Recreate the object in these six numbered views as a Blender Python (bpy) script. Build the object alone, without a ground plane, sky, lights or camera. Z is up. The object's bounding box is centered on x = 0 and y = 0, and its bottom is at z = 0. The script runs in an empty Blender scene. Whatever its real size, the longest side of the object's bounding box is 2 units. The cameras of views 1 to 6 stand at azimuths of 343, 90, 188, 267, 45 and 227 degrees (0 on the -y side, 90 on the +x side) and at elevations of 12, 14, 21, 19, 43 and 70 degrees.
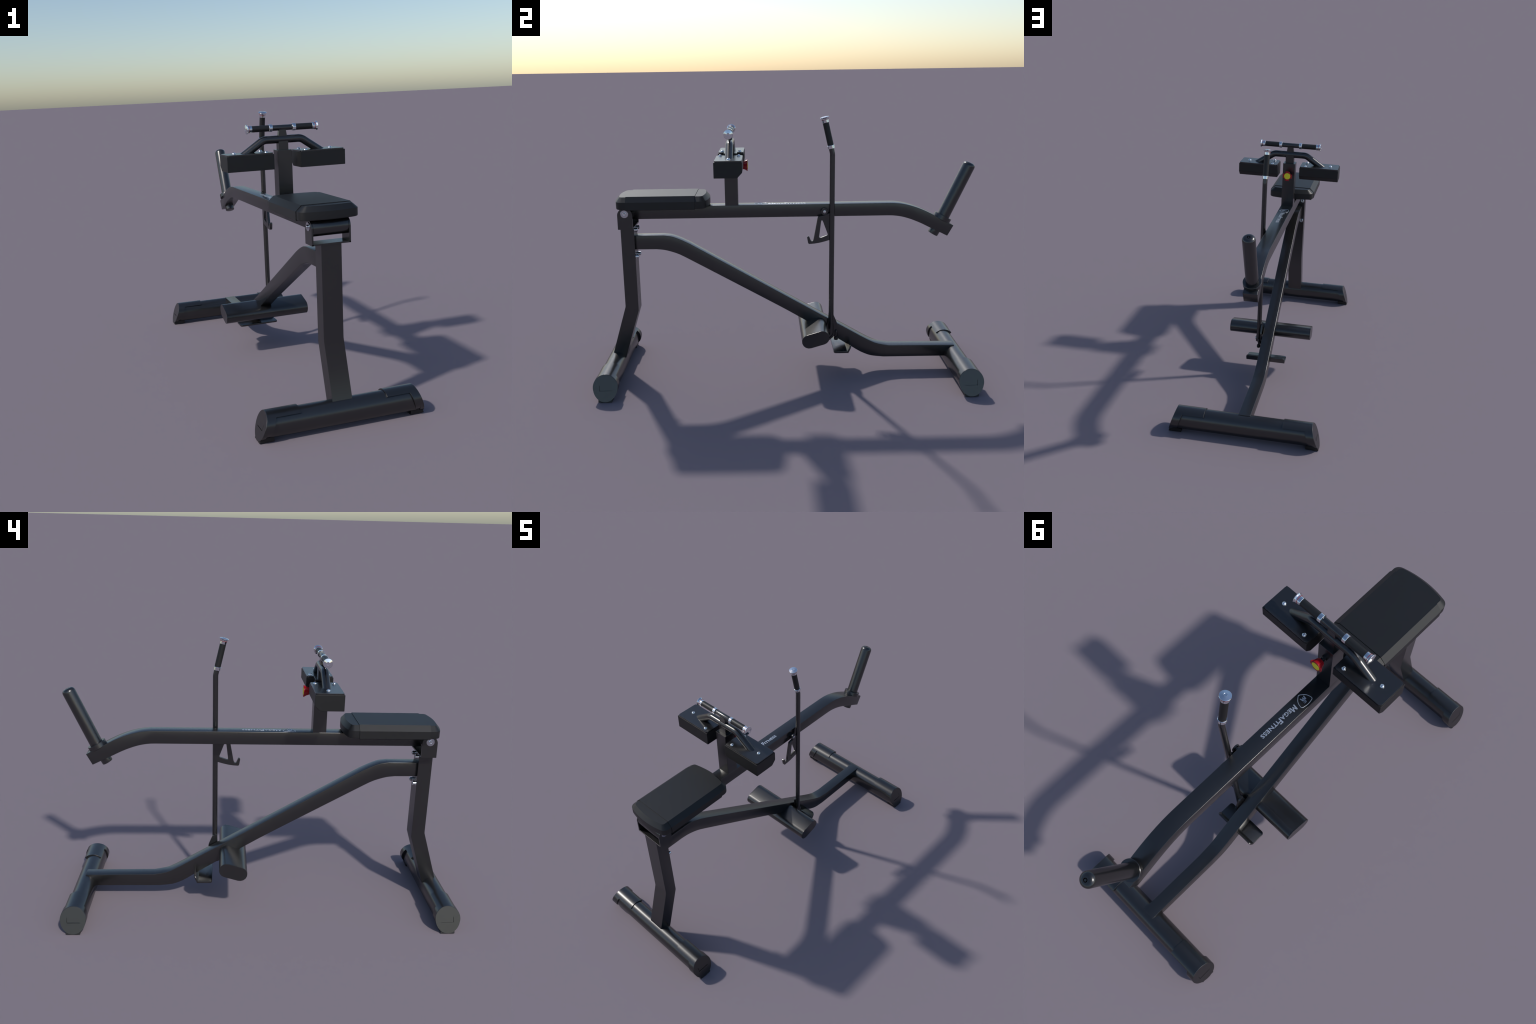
"""Seated calf raise machine: black powder coated frame, chrome fittings, black pads."""
import math
import bpy
import bmesh
from mathutils import Vector, Matrix

COLL = bpy.context.scene.collection
R = math.radians

# ------------------------------------------------------------------ materials


def material(name, colour, rough, metallic=0.0, grain=0.0, grain_scale=400.0,
             mottle=0.0, spec=0.5, coat=0.0, rough_var=0.0):
    m = bpy.data.materials.new(name)
    m.use_nodes = True
    nt = m.node_tree
    b = nt.nodes["Principled BSDF"]
    b.inputs["Base Color"].default_value = (*colour, 1)
    b.inputs["Roughness"].default_value = rough
    b.inputs["Metallic"].default_value = metallic
    b.inputs["Specular IOR Level"].default_value = spec
    b.inputs["Coat Weight"].default_value = coat
    tc = nt.nodes.new("ShaderNodeTexCoord")
    if grain > 0:
        n = nt.nodes.new("ShaderNodeTexNoise")
        n.inputs["Scale"].default_value = grain_scale
        n.inputs["Detail"].default_value = 3
        nt.links.new(tc.outputs["Object"], n.inputs["Vector"])
        bump = nt.nodes.new("ShaderNodeBump")
        bump.inputs["Strength"].default_value = grain
        bump.inputs["Distance"].default_value = 0.001
        nt.links.new(n.outputs["Fac"], bump.inputs["Height"])
        nt.links.new(bump.outputs["Normal"], b.inputs["Normal"])
    if mottle > 0 or rough_var > 0:
        n2 = nt.nodes.new("ShaderNodeTexNoise")
        n2.inputs["Scale"].default_value = 9.0
        n2.inputs["Detail"].default_value = 4
        nt.links.new(tc.outputs["Object"], n2.inputs["Vector"])
        if mottle > 0:
            ramp = nt.nodes.new("ShaderNodeValToRGB")
            ramp.color_ramp.elements[0].position = 0.3
            ramp.color_ramp.elements[1].position = 0.7
            ramp.color_ramp.elements[0].color = (*[c * (1 - mottle) for c in colour], 1)
            ramp.color_ramp.elements[1].color = (*[c * (1 + mottle) for c in colour], 1)
            nt.links.new(n2.outputs["Fac"], ramp.inputs["Fac"])
            nt.links.new(ramp.outputs["Color"], b.inputs["Base Color"])
        if rough_var > 0:
            mr = nt.nodes.new("ShaderNodeMapRange")
            mr.inputs["From Min"].default_value = 0.3
            mr.inputs["From Max"].default_value = 0.7
            mr.inputs["To Min"].default_value = rough - rough_var
            mr.inputs["To Max"].default_value = rough + rough_var
            nt.links.new(n2.outputs["Fac"], mr.inputs["Value"])
            nt.links.new(mr.outputs["Result"], b.inputs["Roughness"])
    return m


PAINT = material("black_powder_coat", (0.0075, 0.0074, 0.0077), 0.27, mottle=0.06, spec=1.0)
PLASTIC = material("black_plastic", (0.0072, 0.0072, 0.0075), 0.27, mottle=0.06, spec=0.95)
LEATHER = material("black_upholstery", (0.0075, 0.0078, 0.0085), 0.47, mottle=0.06, spec=0.5)
FOAM = material("black_foam", (0.0050, 0.0050, 0.0053), 0.50, mottle=0.06, spec=0.5)
RUBBER = material("black_rubber", (0.0060, 0.0060, 0.0062), 0.45, mottle=0.08, spec=0.5)
GRIP = material("grip_rubber", (0.0075, 0.0078, 0.0080), 0.50, mottle=0.08)
CHROME = material("chrome", (0.78, 0.80, 0.83), 0.10, metallic=1.0)
STEEL = material("zinc_steel", (0.62, 0.64, 0.68), 0.20, metallic=1.0)
RED = material("red_plastic", (0.36, 0.006, 0.014), 0.35, mottle=0.04)
REDRING = material("red_ring", (0.25, 0.014, 0.010), 0.4)
YELLOW = material("yellow_plastic", (0.86, 0.76, 0.03), 0.45, mottle=0.04)
SILVERPRINT = material("silver_print", (0.80, 0.82, 0.86), 0.45, metallic=1.0)
SEAM = material("dark_seam", (0.004, 0.004, 0.004), 0.7)

# ------------------------------------------------------------------ helpers


def new_object(name, mesh, parent=None, mat=None):
    o = bpy.data.objects.new(name, mesh)
    COLL.objects.link(o)
    if parent is not None:
        o.parent = parent
    if mat is not None:
        mesh.materials.clear()
        mesh.materials.append(mat)
    return o


def finish(bm, name, mat, parent, sharp=32.0, weighted=False):
    bmesh.ops.remove_doubles(bm, verts=bm.verts, dist=1e-6)
    bmesh.ops.recalc_face_normals(bm, faces=bm.faces)
    me = bpy.data.meshes.new(name)
    bm.to_mesh(me)
    bm.free()
    me.polygons.foreach_set("use_smooth", [True] * len(me.polygons))
    me.set_sharp_from_angle(angle=R(sharp))
    o = new_object(name, me, parent, mat)
    if weighted:
        wn = o.modifiers.new("weighted_normals", 'WEIGHTED_NORMAL')
        wn.keep_sharp = True
        wn.weight = 60
    return o


def bevel_sharp(bm, width, segments=2, angle=28.0):
    if width <= 0:
        return
    bmesh.ops.recalc_face_normals(bm, faces=bm.faces)
    es = [e for e in bm.edges if len(e.link_faces) == 2 and e.calc_face_angle(0) > R(angle)]
    if es:
        bmesh.ops.bevel(bm, geom=es, offset=width, segments=segments, profile=0.5,
                        affect='EDGES', clamp_overlap=True)


AXES = {"x": lambda a, b, t: (t, a, b), "y": lambda a, b, t: (a, t, b), "z": lambda a, b, t: (a, b, t)}


def extrude_into(bm, outline, t0, t1, axis="x"):
    f = AXES[axis]
    lo = [bm.verts.new(f(a, b, t0)) for a, b in outline]
    hi = [bm.verts.new(f(a, b, t1)) for a, b in outline]
    n = len(outline)
    bm.faces.new(lo)
    bm.faces.new(hi[::-1])
    for i in range(n):
        j = (i + 1) % n
        bm.faces.new((lo[j], lo[i], hi[i], hi[j]))


def prism(name, outline, t0, t1, mat, parent, axis="x", bevel=0.0015, segments=2, sharp=32):
    """Closed outline in the plane across `axis`, extruded from t0 to t1 along it."""
    bm = bmesh.new()
    extrude_into(bm, outline, t0, t1, axis)
    bevel_sharp(bm, bevel, segments)
    return finish(bm, name, mat, parent, sharp, weighted=bevel > 0)


def box_outline(a0, a1, b0, b1):
    return [(a0, b0), (a1, b0), (a1, b1), (a0, b1)]


def round_corners(points, radii, steps=6):
    """Round each corner of a closed polygon with its own radius."""
    out = []
    n = len(points)
    for i in range(n):
        p = Vector(points[i])
        r = radii[i] if isinstance(radii, (list, tuple)) else radii
        a = Vector(points[i - 1]) - p
        b = Vector(points[(i + 1) % n]) - p
        if r <= 0:
            out.append(tuple(p))
            continue
        ang = a.angle(b)
        d = min(r / math.tan(ang / 2), a.length * 0.49, b.length * 0.49)
        s, e = p + a.normalized() * d, p + b.normalized() * d
        for k in range(steps + 1):
            t = k / steps
            q = s * (1 - t) ** 2 + p * 2 * t * (1 - t) + e * t * t
            out.append(tuple(q))
    return out


def axis_matrix(origin, direction):
    z = Vector(direction).normalized()
    return Matrix.Translation(Vector(origin)) @ z.to_track_quat('Z', 'Y').to_matrix().to_4x4()


def revolve_into(bm, profile, origin, direction, segs=48):
    """profile: (distance along axis, radius); radius 0 closes an end."""
    M = axis_matrix(origin, direction)
    rings = []
    for t, r in profile:
        if r <= 1e-7:
            rings.append([bm.verts.new(M @ Vector((0, 0, t)))])
        else:
            rings.append([bm.verts.new(M @ Vector((r * math.cos(2 * math.pi * k / segs),
                                                   r * math.sin(2 * math.pi * k / segs), t)))
                          for k in range(segs)])
    for a, b in zip(rings, rings[1:]):
        if len(a) == 1 and len(b) == 1:
            continue
        for k in range(segs):
            j = (k + 1) % segs
            if len(a) == 1:
                bm.faces.new((a[0], b[j], b[k]))
            elif len(b) == 1:
                bm.faces.new((a[k], a[j], b[0]))
            else:
                bm.faces.new((a[k], a[j], b[j], b[k]))


def revolve(name, profile, origin, direction, mat, parent, segs=48, sharp=32):
    bm = bmesh.new()
    revolve_into(bm, profile, origin, direction, segs)
    return finish(bm, name, mat, parent, sharp)


def rod_profile(t0, t1, r, c=0.001):
    return [(t0, 0), (t0, r - c), (t0 + c * 0.3, r - c * 0.3), (t0 + c, r),
            (t1 - c, r), (t1 - c * 0.3, r - c * 0.3), (t1, r - c), (t1, 0)]


def fillet_path(points, radius, steps=8):
    pts = [Vector(p) for p in points]
    out = [pts[0]]
    for i in range(1, len(pts) - 1):
        p, a, b = pts[i], pts[i - 1] - pts[i], pts[i + 1] - pts[i]
        r = radius[i - 1] if isinstance(radius, (list, tuple)) else radius
        half = a.angle(b) / 2
        d = r / math.tan(half)
        an, bn = a.normalized(), b.normalized()
        c = p + (an + bn).normalized() * (r / math.sin(half))
        s, e = p + an * d - c, p + bn * d - c
        for k in range(steps + 1):
            v = s.slerp(e, k / steps) if False else (s * (1 - k / steps) + e * (k / steps)).normalized() * r
            out.append(c + v)
    out.append(pts[-1])
    return out


def tube(name, path, r, mat, parent, segs=32, sharp=32):
    bm = bmesh.new()
    rings = []
    n = len(path)
    ref = None
    for i, p in enumerate(path):
        t = (path[min(i + 1, n - 1)] - path[max(i - 1, 0)]).normalized()
        if ref is None:
            ref = t.orthogonal().normalized()
        ref = (ref - t * ref.dot(t)).normalized()
        s = t.cross(ref)
        rings.append([bm.verts.new(p + (ref * math.cos(2 * math.pi * k / segs)
                                        + s * math.sin(2 * math.pi * k / segs)) * r)
                      for k in range(segs)])
    for a, b in zip(rings, rings[1:]):
        for k in range(segs):
            j = (k + 1) % segs
            bm.faces.new((a[k], a[j], b[j], b[k]))
    bm.faces.new(rings[0][::-1])
    bm.faces.new(rings[-1])
    return finish(bm, name, mat, parent, sharp)


def smooth_line(points, sub=5):
    """Catmull-Rom through control points (used for bent beam outlines)."""
    P = [Vector(p) for p in points]
    P = [P[0] * 2 - P[1]] + P + [P[-1] * 2 - P[-2]]
    out = []
    for i in range(1, len(P) - 2):
        p0, p1, p2, p3 = P[i - 1:i + 3]
        for k in range(sub):
            t = k / sub
            out.append(0.5 * ((2 * p1) + (p2 - p0) * t + (2 * p0 - 5 * p1 + 4 * p2 - p3) * t * t
                              + (3 * p1 - p0 - 3 * p2 + p3) * t ** 3))
    out.append(P[-2])
    return [tuple(p) for p in out]


def curve_mesh(name, cu, mat, parent, matrix=None, sharp=32):
    tmp = bpy.data.objects.new("tmp", cu)
    COLL.objects.link(tmp)
    dg = bpy.context.evaluated_depsgraph_get()
    dg.update()
    me = bpy.data.meshes.new_from_object(tmp.evaluated_get(dg))
    bpy.data.objects.remove(tmp)
    bpy.data.curves.remove(cu)
    if matrix is not None:
        me.transform(matrix)
    me.name = name
    me.polygons.foreach_set("use_smooth", [True] * len(me.polygons))
    me.set_sharp_from_angle(angle=R(sharp))
    return new_object(name, me, parent, mat)


def plate_with_holes(name, outlines, t0, t1, mat, parent, bevel=0.001):
    """Outer outline first, then holes, in (y, z); plate spans x = t0..t1."""
    cu = bpy.data.curves.new(name, 'CURVE')
    cu.dimensions = '2D'
    cu.fill_mode = 'BOTH'
    cu.extrude = (t1 - t0) / 2 - bevel
    cu.bevel_depth = bevel
    cu.bevel_resolution = 1
    cu.offset = -bevel
    for pts in outlines:
        sp = cu.splines.new('POLY')
        sp.points.add(len(pts) - 1)
        for q, (a, b) in zip(sp.points, pts):
            q.co = (a, b, 0, 1)
        sp.use_cyclic_u = True
    M = Matrix(((0, 0, 1, (t0 + t1) / 2), (1, 0, 0, 0), (0, 1, 0, 0), (0, 0, 0, 1)))
    return curve_mesh(name, cu, mat, parent, M)


def empty(name, loc=(0, 0, 0)):
    o = bpy.data.objects.new(name, None)
    COLL.objects.link(o)
    o.location = loc
    return o


machine = empty("calf_raise_machine")
machine["label"] = "black seated calf raise machine with chrome handle ends"
machine["category"] = "gym machine"

# ------------------------------------------------------------------ base tubes
FOOT_Y, FOOT_Z, CAP_RY, CAP_RZ = 0.9360, 0.0728, 0.0640, 0.0622
TUBE_Y, TUBE_RY, TUBE_RZ_LOW = 0.9328, 0.0530, 0.0605     # slightly oval tube
END_SLOPE = -0.325


def end_x(z):
    """The tube ends are cut on a slant: further out at the bottom."""
    return 0.4075 + END_SLOPE * z


def cap_mesh(side_x, side_y):
    """Plastic end cap: slanted collar with a tongue along the top of the tube."""
    bm = bmesh.new()
    n = 96
    tongue = R(46)
    eps = 1e-4
    angles = sorted([2 * math.pi * k / n - math.pi for k in range(n)] + [s_ * tongue + e_ for s_ in (-1, 1)
                                                                        for e_ in (-eps, eps)])
    lip = 0.0012

    def ring(th, d=0.0):
        return (CAP_RY - d) * math.sin(th), FOOT_Z + (CAP_RZ - d) * math.cos(th)
    cols = []
    for th in angles:
        (yc, zc), (yl, zl) = ring(th), ring(th, lip)
        xe = end_x(zc)
        xi = 0.2105 if abs(th) < tongue else xe - 0.043
        inner = ring(th, 0.006 + 0.010 * abs(math.sin(th)))       # wall reaches down to the slimmer tube
        col = [(xi, *inner), (xi, *ring(th, 0.0008)), (xi + 0.0008, yc, zc), (xe - lip, yc, zc), (end_x(zl), yl, zl)]
        cols.append([bm.verts.new(v) for v in col])
    m = len(cols)
    for i in range(m):
        a, b = cols[i], cols[(i + 1) % m]
        for k in range(4):
            bm.faces.new((a[k], a[k + 1], b[k + 1], b[k]))
    for v in bm.verts:
        v.co.x *= side_x
        v.co.y += side_y * FOOT_Y
    return bm


def end_disc(side_x, side_y):
    """Slanted end face with an L shaped engraved groove."""
    bm = bmesh.new()
    n = 96
    ry, rz = CAP_RY - 0.0012, CAP_RZ - 0.0012
    f, g = [], []
    for k in range(n):
        th = 2 * math.pi * k / n
        c = math.cos(th)
        y, z = ry * math.sin(th), FOOT_Z + (rz if c > 0 else 0.0704) * c   # runs down over the rubber foot
        f.append(bm.verts.new((end_x(z) + 0.0004, y, z)))
        g.append(bm.verts.new((end_x(z) - 0.02, y, z)))
    bm.faces.new(f)
    bm.faces.new(g[::-1])
    for k in range(n):
        j = (k + 1) % n
        bm.faces.new((f[k], g[k], g[j], f[j]))
    bmesh.ops.recalc_face_normals(bm, faces=bm.faces)
    me = bpy.data.meshes.new("disc")
    bm.to_mesh(me)
    bm.free()
    cutter = bmesh.new()
    # L shaped engraved line
    pts = [(0.0305, 0.0840), (0.0305, 0.0580), (-0.0335, 0.0580), (-0.0335, 0.0610), (0.0285, 0.0610), (0.0285, 0.0840)]
    fr, bk = [], []
    for y, z in pts:
        fr.append(cutter.verts.new((end_x(z) + 0.010, y, z)))
        bk.append(cutter.verts.new((end_x(z) - 0.004, y, z - 0.004)))
    cutter.faces.new(fr)
    cutter.faces.new(bk[::-1])
    for k in range(len(pts)):
        j = (k + 1) % len(pts)
        cutter.faces.new((fr[k], bk[k], bk[j], fr[j]))
    bmesh.ops.recalc_face_normals(cutter, faces=cutter.faces)
    cm = bpy.data.meshes.new("cut")
    cutter.to_mesh(cm)
    cutter.free()
    o = bpy.data.objects.new("disc", me)
    c = bpy.data.objects.new("cut", cm)
    COLL.objects.link(o)
    COLL.objects.link(c)
    mod = o.modifiers.new("b", 'BOOLEAN')
    mod.object = c
    mod.operation = 'DIFFERENCE'
    mod.solver = 'EXACT'
    dg = bpy.context.evaluated_depsgraph_get()
    dg.update()
    res = bpy.data.meshes.new_from_object(o.evaluated_get(dg))
    bpy.data.objects.remove(o)
    bpy.data.objects.remove(c)
    out = bmesh.new()
    out.from_mesh(res)
    bpy.data.meshes.remove(res)
    for v in out.verts:
        v.co.x *= side_x
        v.co.y = side_y * (v.co.y + FOOT_Y)
    return out


for sy in (-1, 1):
    section = []
    for k in range(96):
        a = 2 * math.pi * k / 96
        c, sn = math.cos(a), math.sin(a)
        p, rz = (2.0, 0.0575) if sn >= 0 else (2.7, TUBE_RZ_LOW)        # fuller underside
        m = (abs(c) ** p + abs(sn) ** p) ** (-1 / p)
        section.append((sy * TUBE_Y - (0.0055 if sy < 0 else 0.0) + TUBE_RY * c * m, FOOT_Z + rz * sn * m))
    base = prism("base_tube", section, -0.36, 0.36, PAINT, machine, bevel=0)
    for sx in (-1, 1):
        cap = finish(cap_mesh(sx, sy), "end_cap", PLASTIC, base)
        finish(end_disc(sx, sy), "cap_face", PLASTIC, base, sharp=20)
        # rubber foot under the cap, hugging the round tube, slanted like the cap
        bm = bmesh.new()
        half = 0.0355
        arc = [(half - 2 * half * k / 12) for k in range(13)]
        prof = [(-half + 0.002, 0.0), (half - 0.002, 0.0), (half, 0.002)]
        prof += [(y, FOOT_Z - (CAP_RZ - 0.001) * math.sqrt(1 - (y / CAP_RY) ** 2)) for y in arc]
        prof += [(-half, 0.002)]
        lo = [bm.verts.new((sx * 0.336, sy * FOOT_Y + y, z)) for y, z in prof]
        hi = [bm.verts.new((sx * (end_x(z) - 0.0028), sy * FOOT_Y + y, z)) for y, z in prof]
        bm.faces.new(lo)
        bm.faces.new(hi[::-1])
        for i in range(len(prof)):
            j = (i + 1) % len(prof)
            bm.faces.new((lo[i], lo[j], hi[j], hi[i]))
        finish(bm, "rubber_foot", RUBBER, base, sharp=25)

# ------------------------------------------------------------------ seat post
POST_W = 0.0486
post_outline = [(-0.8737, 0.832), (-0.8027, 0.832), (-0.8033, 0.370), (-0.8915, 0.085), (-0.968, 0.085), (-0.8737, 0.393)]
post = prism("support_post", post_outline, -POST_W, POST_W, PAINT, machine, bevel=0.0012)

# U shaped hinge bracket on the post
PIVOT = (-0.8395, 0.9135)
bracket = prism("hinge_bracket", box_outline(-0.8775, -0.799, 0.8305, 0.838), -0.092, 0.092, PAINT, machine,
                bevel=0.0008)
cheek = [(-0.8775, 0.8305), (-0.799, 0.8305)]
cc, cr = (-0.83825, 0.905), 0.03925
cheek += [(cc[0] + cr * math.cos(R(a)), cc[1] + cr * math.sin(R(a))) for a in range(0, 181, 9)]
for sx in (-1, 1):
    prism("hinge_cheek", cheek, sx * 0.0855, sx * 0.0935, PAINT, bracket, bevel=0.0006)
    w = revolve("washer", [(0, 0), (0, 0.0205), (0.0022, 0.0205), (0.003, 0.0197), (0.003, 0)],
                (sx * 0.0935, *PIVOT), (sx, 0, 0), STEEL, bracket)
    bm = bmesh.new()
    revolve_into(bm, [(0, 0), (0, 0.0085), (0.0062, 0.0085), (0.0075, 0.0072), (0.0075, 0.0048), (0.0035, 0.0045),
                      (0.0035, 0)], (sx * 0.0965, *PIVOT), (sx, 0, 0), 24)
    finish(bm, "pivot_bolt", CHROME, bracket)
sleeve = revolve("hinge_sleeve", rod_profile(-0.0845, 0.0845, 0.0385), (0, *cc), (1, 0, 0), PAINT, machine, 64)

# flange bolts on the back of the post
for sx in (-1, 1):
    for z in (0.8175, 0.671):
        bm = bmesh.new()
        revolve_into(bm, [(0, 0), (0, 0.0125), (0.003, 0.0125), (0.003, 0.0105), (0.0165, 0.0105), (0.018, 0.009),
                          (0.018, 0.0055), (0.011, 0.0050), (0.011, 0)], (sx * 0.0325, -0.8038, z), (0, 1, 0), 24)
        finish(bm, "flange_bolt", CHROME, post)

# ------------------------------------------------------------------ lower beam
top = smooth_line([(-0.650, 0.7825), (-0.613, 0.7775), (-0.581, 0.7670), (-0.549, 0.7530), (-0.512, 0.7345)], 4)
top = [(-0.8035, 0.7830)] + top
top += smooth_line([(0.372, 0.2205), (0.420, 0.1925), (0.462, 0.1695), (0.505, 0.1510), (0.570, 0.1380)], 4)
top += [(0.934, 0.1345)]
bot = smooth_line([(-0.690, 0.7080), (-0.650, 0.7035), (-0.610, 0.6930), (-0.570, 0.6780), (-0.528, 0.6560)], 4)
bot = [(-0.8035, 0.7085)] + bot
bot += smooth_line([(-0.306, 0.5310), (-0.033, 0.3765), (0.070, 0.3155), (0.220, 0.2250), (0.350, 0.1430), (0.390, 0.1170), (0.425, 0.0975), (0.472, 0.0800), (0.540, 0.0715)], 4)
bot += [(0.934, 0.0710)]
BEAM_W = 0.0324
bm = bmesh.new()
extrude_into(bm, bot + top[::-1], -BEAM_W, BEAM_W)
bevel_sharp(bm, 0.0019, 3)
lower_beam = finish(bm, "frame_beam", PAINT, machine)

# ------------------------------------------------------------------ upper beam
UB_W = 0.0376


ub_top = [(-0.812, 0.9410)] + smooth_line([(0.545, 0.9415), (0.580, 0.9405), (0.620, 0.9360), (0.665, 0.9253),
                                            (0.715, 0.9080), (0.764, 0.8855), (0.810, 0.8610)], 4)
ub_top += [(0.8945, 0.8153)]
ub_bot = [(-0.812, 0.8748)] + smooth_line([(0.535, 0.8750), (0.575, 0.8738), (0.620, 0.8668), (0.666, 0.8530),
                                            (0.718, 0.8315), (0.767, 0.8070), (0.820, 0.7810)], 4)
ub_bot += [(0.8637, 0.7595)]
bm = bmesh.new()
extrude_into(bm, ub_bot + ub_top[::-1], -UB_W, UB_W)
bevel_sharp(bm, 0.0019, 3)
upper_beam = finish(bm, "swing_arm", PAINT, machine)

# ------------------------------------------------------------------ weight horn
tilt = R(24.6)
hd = Vector((0, math.sin(tilt), math.cos(tilt)))
fd = Vector((0, math.sin(R(28.5)), math.cos(R(28.5))))
foot = Vector((0, 0.8445, 0.859))
HL, HR = 0.3135, 0.0332
horn_profile = [(-0.02, 0), (-0.02, HR), (HL - 0.0195, HR)]
for k in range(1, 9):        # domed tip
    a = R(78) * k / 8
    horn_profile.append((HL - 0.0195 + 0.0195 * math.sin(a) / math.sin(R(78)), 0.0085 + (HR - 0.0085) * math.cos(a) ** 0.8))
horn_profile += [(HL, 0.0088), (HL - 0.014, 0.0084), (HL - 0.014, 0.0054), (HL - 0.0002, 0.0050), (HL, 0.0)]
horn = revolve("weight_horn", horn_profile, foot, hd, PAINT, machine, 64, sharp=40)
fo = Vector((0, 0.8465, 0.8635)) - fd * 0.022
revolve("horn_flange", [(0, 0), (0, 0.0482), (0.0215, 0.0482), (0.0228, 0.0470), (0.0225, 0)], fo, fd, PAINT, horn, 64)
so = Vector((0, 0.7930, 0.7640))
sd = Vector((0, math.sin(R(29.5)), math.cos(R(29.5))))
revolve("horn_stud", rod_profile(0, 0.06, 0.028, 0.002), so, sd, PAINT, horn, 48)

# ------------------------------------------------------------------ seat
SEAT_W, SEAT_IN, S_BOT, S_SH, S_TOP = 0.1445, 0.1175, 0.9405, 0.9820, 1.0083
main = [(-SEAT_W + 0.003, S_BOT), (SEAT_W - 0.003, S_BOT), (SEAT_W, S_BOT + 0.003), (SEAT_W, S_SH),
        (SEAT_IN, S_TOP), (-SEAT_IN, S_TOP), (-SEAT_W, S_SH), (-SEAT_W, S_BOT + 0.003)]
seat = prism("seat", main, -0.823, -0.468, LEATHER, machine, axis="y", bevel=0)
seat.data.name = "seat"


def seat_end(y0, y_tip, sgn):
    """Bowed end of the cushion, a little smaller than the middle, chamfered all round."""
    bm = bmesh.new()
    d = 0.0028
    bow = 0.45                      # radius of the bowed front edge
    layers = [(S_BOT + d, 0.0055, 0.0055), (S_BOT + d + 0.0016, 0.0016, 0.0016), (S_BOT + d + 0.0055, 0.0, 0.0),
              (S_SH, 0.0, 0.0), (S_TOP - d, 0.0270, 0.0210)]
    rings = []
    for z, side, front in layers:
        a = SEAT_W - d - side
        tip = y_tip - sgn * front
        fil = max(0.007, 0.034 - 0.65 * side)      # corner radius
        xc = a - fil
        yc = tip - sgn * ((xc + fil * 0.25) ** 2 / (2 * bow) + fil)
        half_ring = []
        n_arc, n_bow = 8, 14
        a1 = math.pi / 2 - math.asin(xc / bow)
        for k in range(n_arc + 1):
            t = a1 * k / n_arc
            half_ring.append((xc + fil * math.cos(t), yc + sgn * fil * math.sin(t)))
        xe, ye = half_ring[-1]
        for k in range(1, n_bow + 1):
            x = xe * (1 - k / n_bow)
            half_ring.append((x, ye + sgn * (xe * xe - x * x) / (2 * bow)))
        pts = [(a, y0 - sgn * 0.004)] + half_ring + [(-x, y) for x, y in half_ring[-2::-1]] + [(-a, y0 - sgn * 0.004)]
        rings.append([bm.verts.new((x, y, z)) for x, y in pts])
    for r0, r1 in zip(rings, rings[1:]):
        for k in range(len(r0)):
            j = (k + 1) % len(r0)
            bm.faces.new((r0[k], r0[j], r1[j], r1[k]))
    bm.faces.new(rings[0][::-1])
    bm.faces.new(rings[-1])
    return finish(bm, "seat_end", LEATHER, seat, sharp=24, weighted=True)


seat_end(-0.822, -0.8905, -1)
seat_end(-0.469, -0.3965, 1)

# ------------------------------------------------------------------ pad column
column = prism("pad_column", box_outline(-0.0375, 0.0375, -0.3168, -0.2485), 0.9395, 1.2145, PAINT, machine, axis="z",
               bevel=0.0015)
slider = prism("slide_post", box_outline(-0.0255, 0.0255, -0.3010, -0.2630), 1.2100, 1.2620, PAINT, machine, axis="z",
               bevel=0.0015)
fin = [(-0.0235, 1.262), (0.0235, 1.262), (0.0225, 1.281), (0.0175, 1.315), (-0.0175, 1.315), (-0.0225, 1.281)]
prism("handle_bracket", fin, -0.2950, -0.2720, PAINT, slider, axis="y", bevel=0.001)
arch = tube("pad_arch", fillet_path([(-0.2155, -0.2835, 1.1900), (-0.101, -0.2835, 1.2660), (0.101, -0.2835, 1.2660),
                                     (0.2155, -0.2835, 1.1900)], 0.055, 10), 0.0198, PAINT, machine)

# pads with a steel plate and three dome bolts each
for sx in (-1, 1):
    prof = [(-0.3545, 1.1240), (-0.2400, 1.1240), (-0.2155, 1.1500), (-0.2155, 1.2010), (-0.3545, 1.2010)]
    pad = prism("knee_pad", prof, sx * 0.0700, sx * 0.3120, FOAM, machine, bevel=0.002)
    c = [(sx * 0.0720, -0.3515), (sx * 0.3090, -0.3515), (sx * 0.3090, -0.2175), (sx * 0.0720, -0.2175)]
    plate = prism("pad_plate", round_corners(c, 0.014, 6), 1.2005, 1.2080, PAINT, pad, axis="z", bevel=0.001)
    for bx, by in ((0.257, -0.2835), (0.104, -0.3310), (0.104, -0.2380)):
        dome = [(0, 0), (0, 0.0098), (0.0015, 0.0098)]
        dome += [(0.0015 + 0.0072 * math.sin(R(a)), 0.0092 * math.cos(R(a))) for a in range(10, 71, 12)]
        dome += [(0.0080, 0.0030), (0.0050, 0.0028), (0.0050, 0)]
        revolve("dome_bolt", dome, (sx * bx, by, 1.2078), (0, 0, 1), CHROME, pad, 24)

# ------------------------------------------------------------------ hand grips


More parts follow.
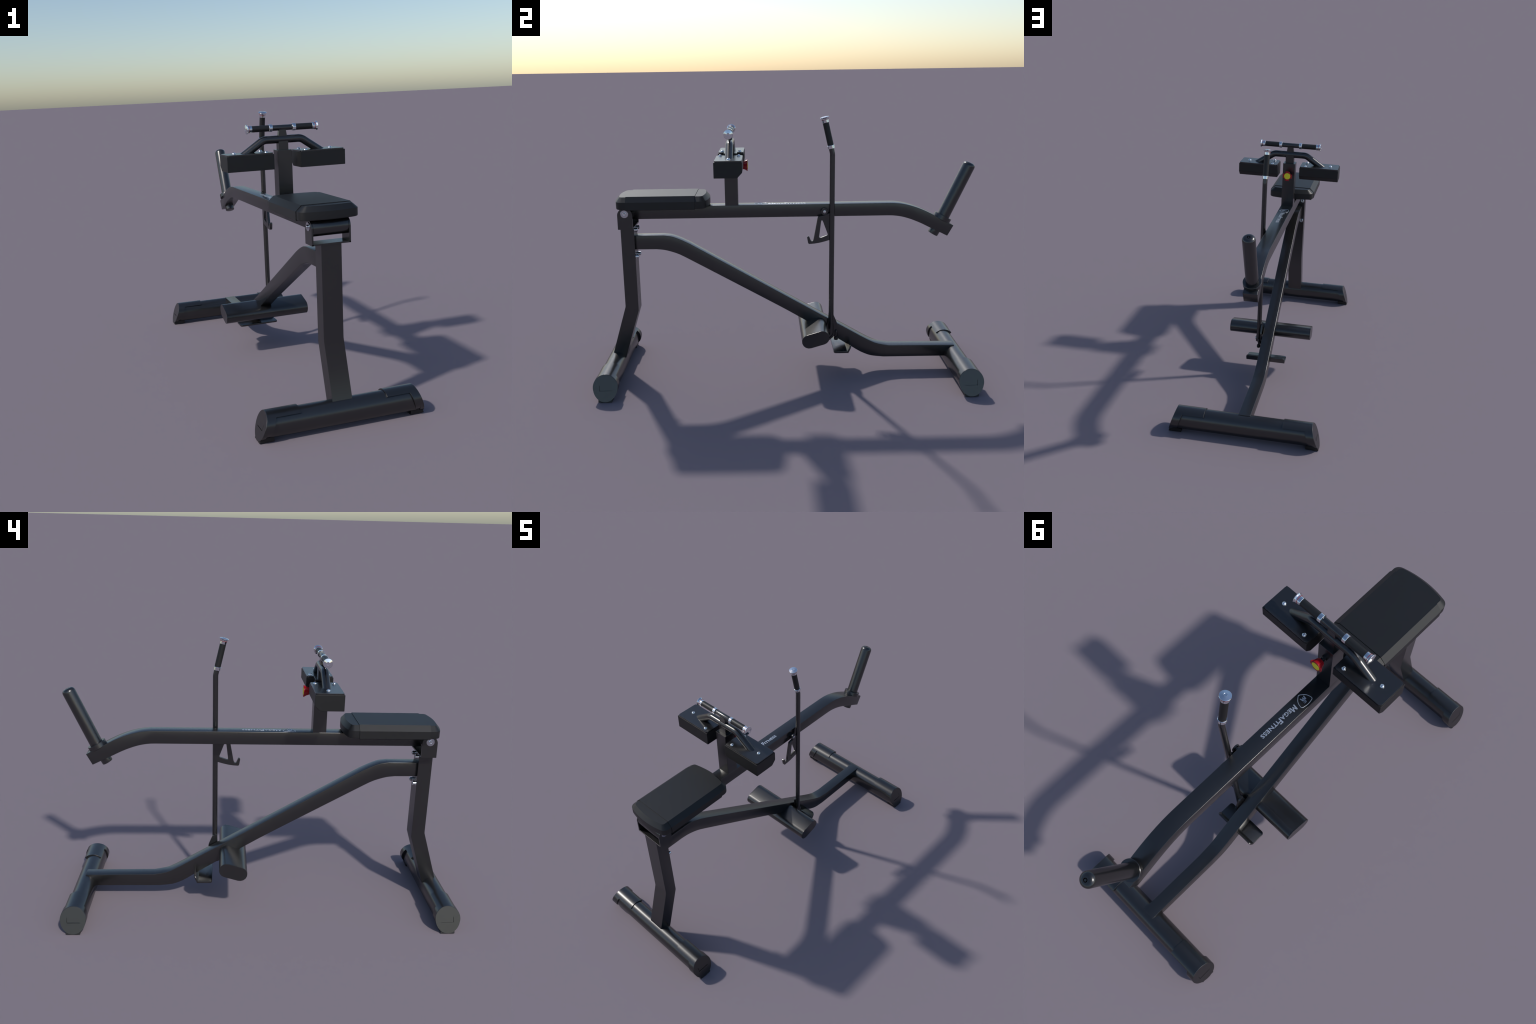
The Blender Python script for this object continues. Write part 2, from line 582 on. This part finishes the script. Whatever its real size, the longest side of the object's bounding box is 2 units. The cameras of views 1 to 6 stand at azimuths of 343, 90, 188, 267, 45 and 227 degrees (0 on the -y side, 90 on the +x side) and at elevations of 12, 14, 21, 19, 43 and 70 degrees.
def grip_end(parent, start, direction, grip_len, r_bar):
    """Inner ring, rubber grip, outer ring, red gasket and flared chrome end."""
    s, d = Vector(start), Vector(direction).normalized()
    ring = 0.0175
    revolve("grip_ring", [(0, r_bar - 0.001), (0, 0.0175), (0.0012, 0.0186), (ring - 0.0012, 0.0186),
                          (ring, 0.0175), (ring, 0.014)], s, d, CHROME, parent)
    revolve("rubber_grip", [(0, 0.01), (0, 0.0158), (grip_len, 0.0158), (grip_len, 0.01)], s + d * (ring - 0.0005), d,
            GRIP, parent)
    e = s + d * (ring + grip_len - 0.001)
    revolve("grip_ring", [(0, 0.012), (0, 0.0165), (0.001, 0.0175), (0.0150, 0.0178), (0.0150, 0.012)], e, d, CHROME,
            parent)
    revolve("red_gasket", [(0, 0.012), (0, 0.0186), (0.0026, 0.0186), (0.0026, 0.012)], e + d * 0.0146, d, REDRING,
            parent)
    revolve("grip_cap", [(0, 0.012), (0, 0.0186), (0.0045, 0.0196), (0.0075, 0.0222), (0.0090, 0.0236),
                         (0.0105, 0.0238), (0.0118, 0.0228), (0.0150, 0.0075), (0.0145, 0.0068), (0.0145, 0)], e + d * 0.0168, d, CHROME, parent, sharp=25)


bar = revolve("handlebar", rod_profile(-0.06, 0.06, 0.0140), (0, -0.284, 1.3235), (1, 0, 0), PAINT, machine)
for sx in (-1, 1):
    grip_end(bar, (sx * 0.0535, -0.284, 1.3235), (sx, 0, 0), 0.0900, 0.014)

# ------------------------------------------------------------------ adjusting knob (pop pin)
knob = revolve("pull_pin", [(0, 0), (0, 0.0135), (0.010, 0.0135), (0.012, 0.011), (0.030, 0.011), (0.030, 0)],
               (0, -0.2495, 1.1470), (0, 1, 0), PLASTIC, machine, 32)
bm = bmesh.new()
n = 96
sections = [(-0.226, 0.0165, 0.0), (-0.222, 0.0190, 0.10), (-0.210, 0.0225, 0.55), (-0.1975, 0.0300, 1.0),
            (-0.1955, 0.0298, 1.0)]
rings = []
for y, r, lobe in sections:
    ring = []
    for k in range(n):
        a = 2 * math.pi * k / n
        w = math.cos(4 * (a - R(4)))
        s = min(1, max(0, (w + 0.62) * 3.0))
        rr = r - lobe * 0.0065 * (1 - s)
        ring.append(bm.verts.new((rr * math.cos(a), y, 1.1470 + rr * math.sin(a))))
    rings.append(ring)
for a, b in zip(rings, rings[1:]):
    for k in range(n):
        j = (k + 1) % n
        bm.faces.new((a[k], a[j], b[j], b[k]))
bm.faces.new(rings[0])
bm.faces.new(rings[-1])
finish(bm, "star_knob", RED, knob, sharp=40)
revolve("knob_cover", [(0, 0), (0, 0.0195), (0.0012, 0.0195), (0.0018, 0.0188), (0.0018, 0)], (0, -0.1958, 1.1470),
        (0, 1, 0), YELLOW, knob)

# ------------------------------------------------------------------ lever with hook
LX, LY = 0.0610, 0.2445
ld = Vector((0, -0.224, 0.975)).normalized()
bend = Vector((LX, LY, 1.2085))
path = fillet_path([(LX, 0.203, 0.198), (LX, LY, 0.2140), (LX, LY, 1.2085), bend + ld * 0.045], [0.032, 0.07], 8)
lever = tube("lever", path, 0.0136, PAINT, machine)
grip_end(lever, bend + ld * 0.0265, ld, 0.1185, 0.013)

fan = round_corners([(0.2320, 0.3400), (0.2560, 0.3350), (0.2790, 0.2800), (0.2790, 0.2300), (0.2580, 0.1990),
                     (0.2360, 0.1790), (0.2180, 0.1850), (0.2200, 0.2500), (0.2300, 0.3000)],
                    [0.004, 0.02, 0.05, 0.03, 0.02, 0.012, 0.012, 0.03, 0.03], 5)
prism("pivot_plate", fan, 0.0390, 0.0490, PAINT, lever, bevel=0.001)
prism("pivot_plate", [(0.2080 + 0.0200 * math.cos(R(a)), 0.2170 + 0.0245 * math.sin(R(a))) for a in range(0, 360, 12)],
      0.0750, 0.0825, PAINT, lever, bevel=0.001)
revolve("pivot_pin", rod_profile(0.0, 0.050, 0.0095), (0.029, 0.2080, 0.2150), (1, 0, 0), PAINT, lever)
revolve("pivot_bolt", [(0, 0), (0, 0.0068), (0.006, 0.0068), (0.007, 0.0058), (0.007, 0)], (0.0823, 0.2080, 0.2150),
        (1, 0, 0), CHROME, lever, 24)
prism("bumper_lug", box_outline(0.2660, 0.2780, 0.2080, 0.2250), 0.0480, 0.0535, PAINT, lever, bevel=0.0005)
bump = revolve("bumper_stud", rod_profile(0, 0.042, 0.0058), (0.0555, 0.2725, 0.198), (0, 0, 1), PLASTIC, lever, 20)
revolve("rubber_bumper", rod_profile(0, 0.0175, 0.0112, 0.003), (0.0555, 0.2725, 0.1865), (0, 0, 1), RUBBER, lever, 32)

hook_outline = [(0.2440, 0.9000), (0.2330, 0.8970), (0.2240, 0.8930), (0.2050, 0.8855), (0.1760, 0.8790),
                (0.1715, 0.8755), (0.1690, 0.8690), (0.1485, 0.7570), (0.1450, 0.7495), (0.1390, 0.7455),
                (0.1340, 0.7495), (0.1310, 0.7560), (0.1262, 0.7685), (0.1235, 0.7725), (0.1195, 0.7735),
                (0.1155, 0.7710), (0.1140, 0.7655), (0.1185, 0.7390), (0.1205, 0.7340), (0.1250, 0.7312),
                (0.1510, 0.7330), (0.1770, 0.7370), (0.2030, 0.7430), (0.2310, 0.7512), (0.2440, 0.7560)]
hook_hole = round_corners([(0.1900, 0.8720), (0.1765, 0.7625), (0.2245, 0.7790)], [0.0065, 0.006, 0.006], 6)
plate_with_holes("catch_hook", [hook_outline, hook_hole[::-1]], 0.0475, 0.0620, PAINT, lever)

# roller on the beam that the hook catches
roller = revolve("catch_roller", [(0, 0), (0, 0.0185), (0.006, 0.0185), (0.006, 0.0120), (0.019, 0.0120), (0.019, 0.0185),
                                  (0.0255, 0.0185), (0.0265, 0.0175), (0.0265, 0)], (0.0365, 0.2050, 0.9045), (1, 0, 0),
                 PAINT, upper_beam, 40)
revolve("roller_bolt", rod_profile(0, 0.0035, 0.0078, 0.0007), (0.0625, 0.2050, 0.9045), (1, 0, 0), STEEL, upper_beam, 24)

# ------------------------------------------------------------------ foot rest
ang = R(16.5)
fc, half, rad = (0.1478, 0.2600), 0.0360, 0.0376


def stadium(r, n=8):
    pts = []
    for k in range(n + 1):
        a = -math.pi / 2 + math.pi * k / n
        pts.append((half + r * math.cos(a), r * math.sin(a)))
    for k in range(n + 1):
        a = math.pi / 2 + math.pi * k / n
        pts.append((-half + r * math.cos(a), r * math.sin(a)))
    ca, sa = math.cos(ang), math.sin(ang)
    return [(fc[0] + p * ca - q * sa, fc[1] + p * sa + q * ca) for p, q in pts]


footrest = prism("footrest", stadium(rad), -0.2435, 0.2435, PLASTIC, machine, bevel=0)
for sx in (-1, 1):
    prism("footrest_cap", stadium(rad), sx * 0.2441, sx * 0.2480, PLASTIC, footrest, bevel=0.0010)
    prism("cap_seam", stadium(rad - 0.0012), sx * 0.2430, sx * 0.2446, SEAM, footrest, bevel=0)

# ------------------------------------------------------------------ plate rest bracket under the beam
th = 0.0075
prof = [(0.2565, 0.1300), (0.3340, 0.1300), (0.3365, 0.1315), (0.3525, 0.1665), (0.3505, 0.1720), (0.3445, 0.1705),
        (0.3290, 0.1393), (0.2565, 0.1393)]
bm = bmesh.new()
extrude_into(bm, prof, -0.1165, 0.1165)
corner = [e for e in bm.edges if abs(abs(e.verts[0].co.x) - 0.1165) < 1e-5
          and abs(e.verts[0].co.x - e.verts[1].co.x) < 1e-5
          and ((abs(e.verts[0].co.y - 0.2565) < 1e-4 and abs(e.verts[1].co.y - 0.2565) < 1e-4)
               or (min(e.verts[0].co.y, e.verts[1].co.y) > 0.344 and min(e.verts[0].co.z, e.verts[1].co.z) > 0.1660))]
bmesh.ops.bevel(bm, geom=corner, offset=0.014, segments=5, profile=0.5, affect='EDGES', clamp_overlap=True)
bevel_sharp(bm, 0.0008, 2)
finish(bm, "plate_rest", PAINT, machine)

# ------------------------------------------------------------------ lettering on top of the upper beam


def lettering(text, start_y, size, width, up_x=0.0125, name="lettering", slant=0.0, bold=0.020):
    cu = bpy.data.curves.new(name, 'FONT')
    cu.body = text
    cu.size = size
    cu.offset = size * bold
    cu.extrude = 0.0005
    cu.space_character = 1.08
    cu.resolution_u = 4
    M = Matrix(((0, -1, 0, up_x), (1, 0, 0, 0), (0, 0, 1, 0.9416), (0, 0, 0, 1)))
    o = curve_mesh(name, cu, SILVERPRINT, upper_beam, M)
    ys = [v.co.y for v in o.data.vertices]
    k = width / (max(ys) - min(ys))
    o.data.transform(Matrix.Translation((0, start_y, 0)) @ Matrix.Diagonal((1, k, 1, 1))
                     @ Matrix.Translation((0, -min(ys), 0)))
    return o


def letter_m(start_y, width, height, up_x, name="lettering", stroke=0.20):
    """Wide capital M with splayed legs, drawn as one outline."""
    k = stroke
    half = [(0.0, 0.0), (0.12, 1.0), (0.12 + 0.9 * k, 1.0), (0.5, 0.16 + 1.3 * k)]
    inner = [(0.5, 0.10), (0.275, 0.62), (k, 0.0)]
    outline = half + [(1 - u, v) for u, v in half[-2::-1]] + [(1 - u, v) for u, v in inner[::-1]] + inner[1:]
    pts = [(up_x - v * height, start_y + u * width) for u, v in outline]
    return prism(name, pts, 0.9411, 0.9421, SILVERPRINT, upper_beam, axis="z", bevel=0)


CAP = 0.0350   # font size whose capitals are about 25 mm tall
letter_m(-0.0895, 0.0285, 0.0255, 0.0130)
lettering("EGA", -0.0590, CAP * 0.70, 0.0540)
lettering("F", -0.0030, CAP, 0.0165)
lettering("ITNESS", 0.0150, CAP * 0.70, 0.0935)

# badge: rounded triangle outline with a monogram
cy = -0.1315
tri = [(cy - 0.033, -0.026), (cy + 0.033, -0.026), (cy, 0.035)]
mid = [(cy, -0.033), (cy + 0.0270, 0.009), (cy - 0.0270, 0.009)]
poly = [tri[0], mid[0], tri[1], mid[1], tri[2], mid[2]]
loop = round_corners(poly, [0.011, 0.06, 0.011, 0.05, 0.010, 0.05], 10)
cu = bpy.data.curves.new("badge", 'CURVE')
cu.dimensions = '3D'
cu.bevel_depth = 0.0012
cu.bevel_resolution = 2
sp = cu.splines.new('POLY')
sp.points.add(len(loop) - 1)
for q, (y, x) in zip(sp.points, loop):
    q.co = (x * 0.86, y, 0.0, 1)
sp.use_cyclic_u = True
badge = curve_mesh("badge_outline", cu, SILVERPRINT, upper_beam,
                   Matrix.Translation((0, 0, 0.9414)) @ Matrix.Diagonal((1, 1, 0.7, 1)))
letter_m(-0.1465, 0.0245, 0.0170, 0.0120, name="monogram", stroke=0.19)
lettering("F", -0.1350, 0.0200, 0.0120, up_x=-0.0025, name="monogram", bold=0.0)
lettering("I", -0.1365, 0.0330, 0.0030, up_x=0.0100, name="monogram", bold=0.01)
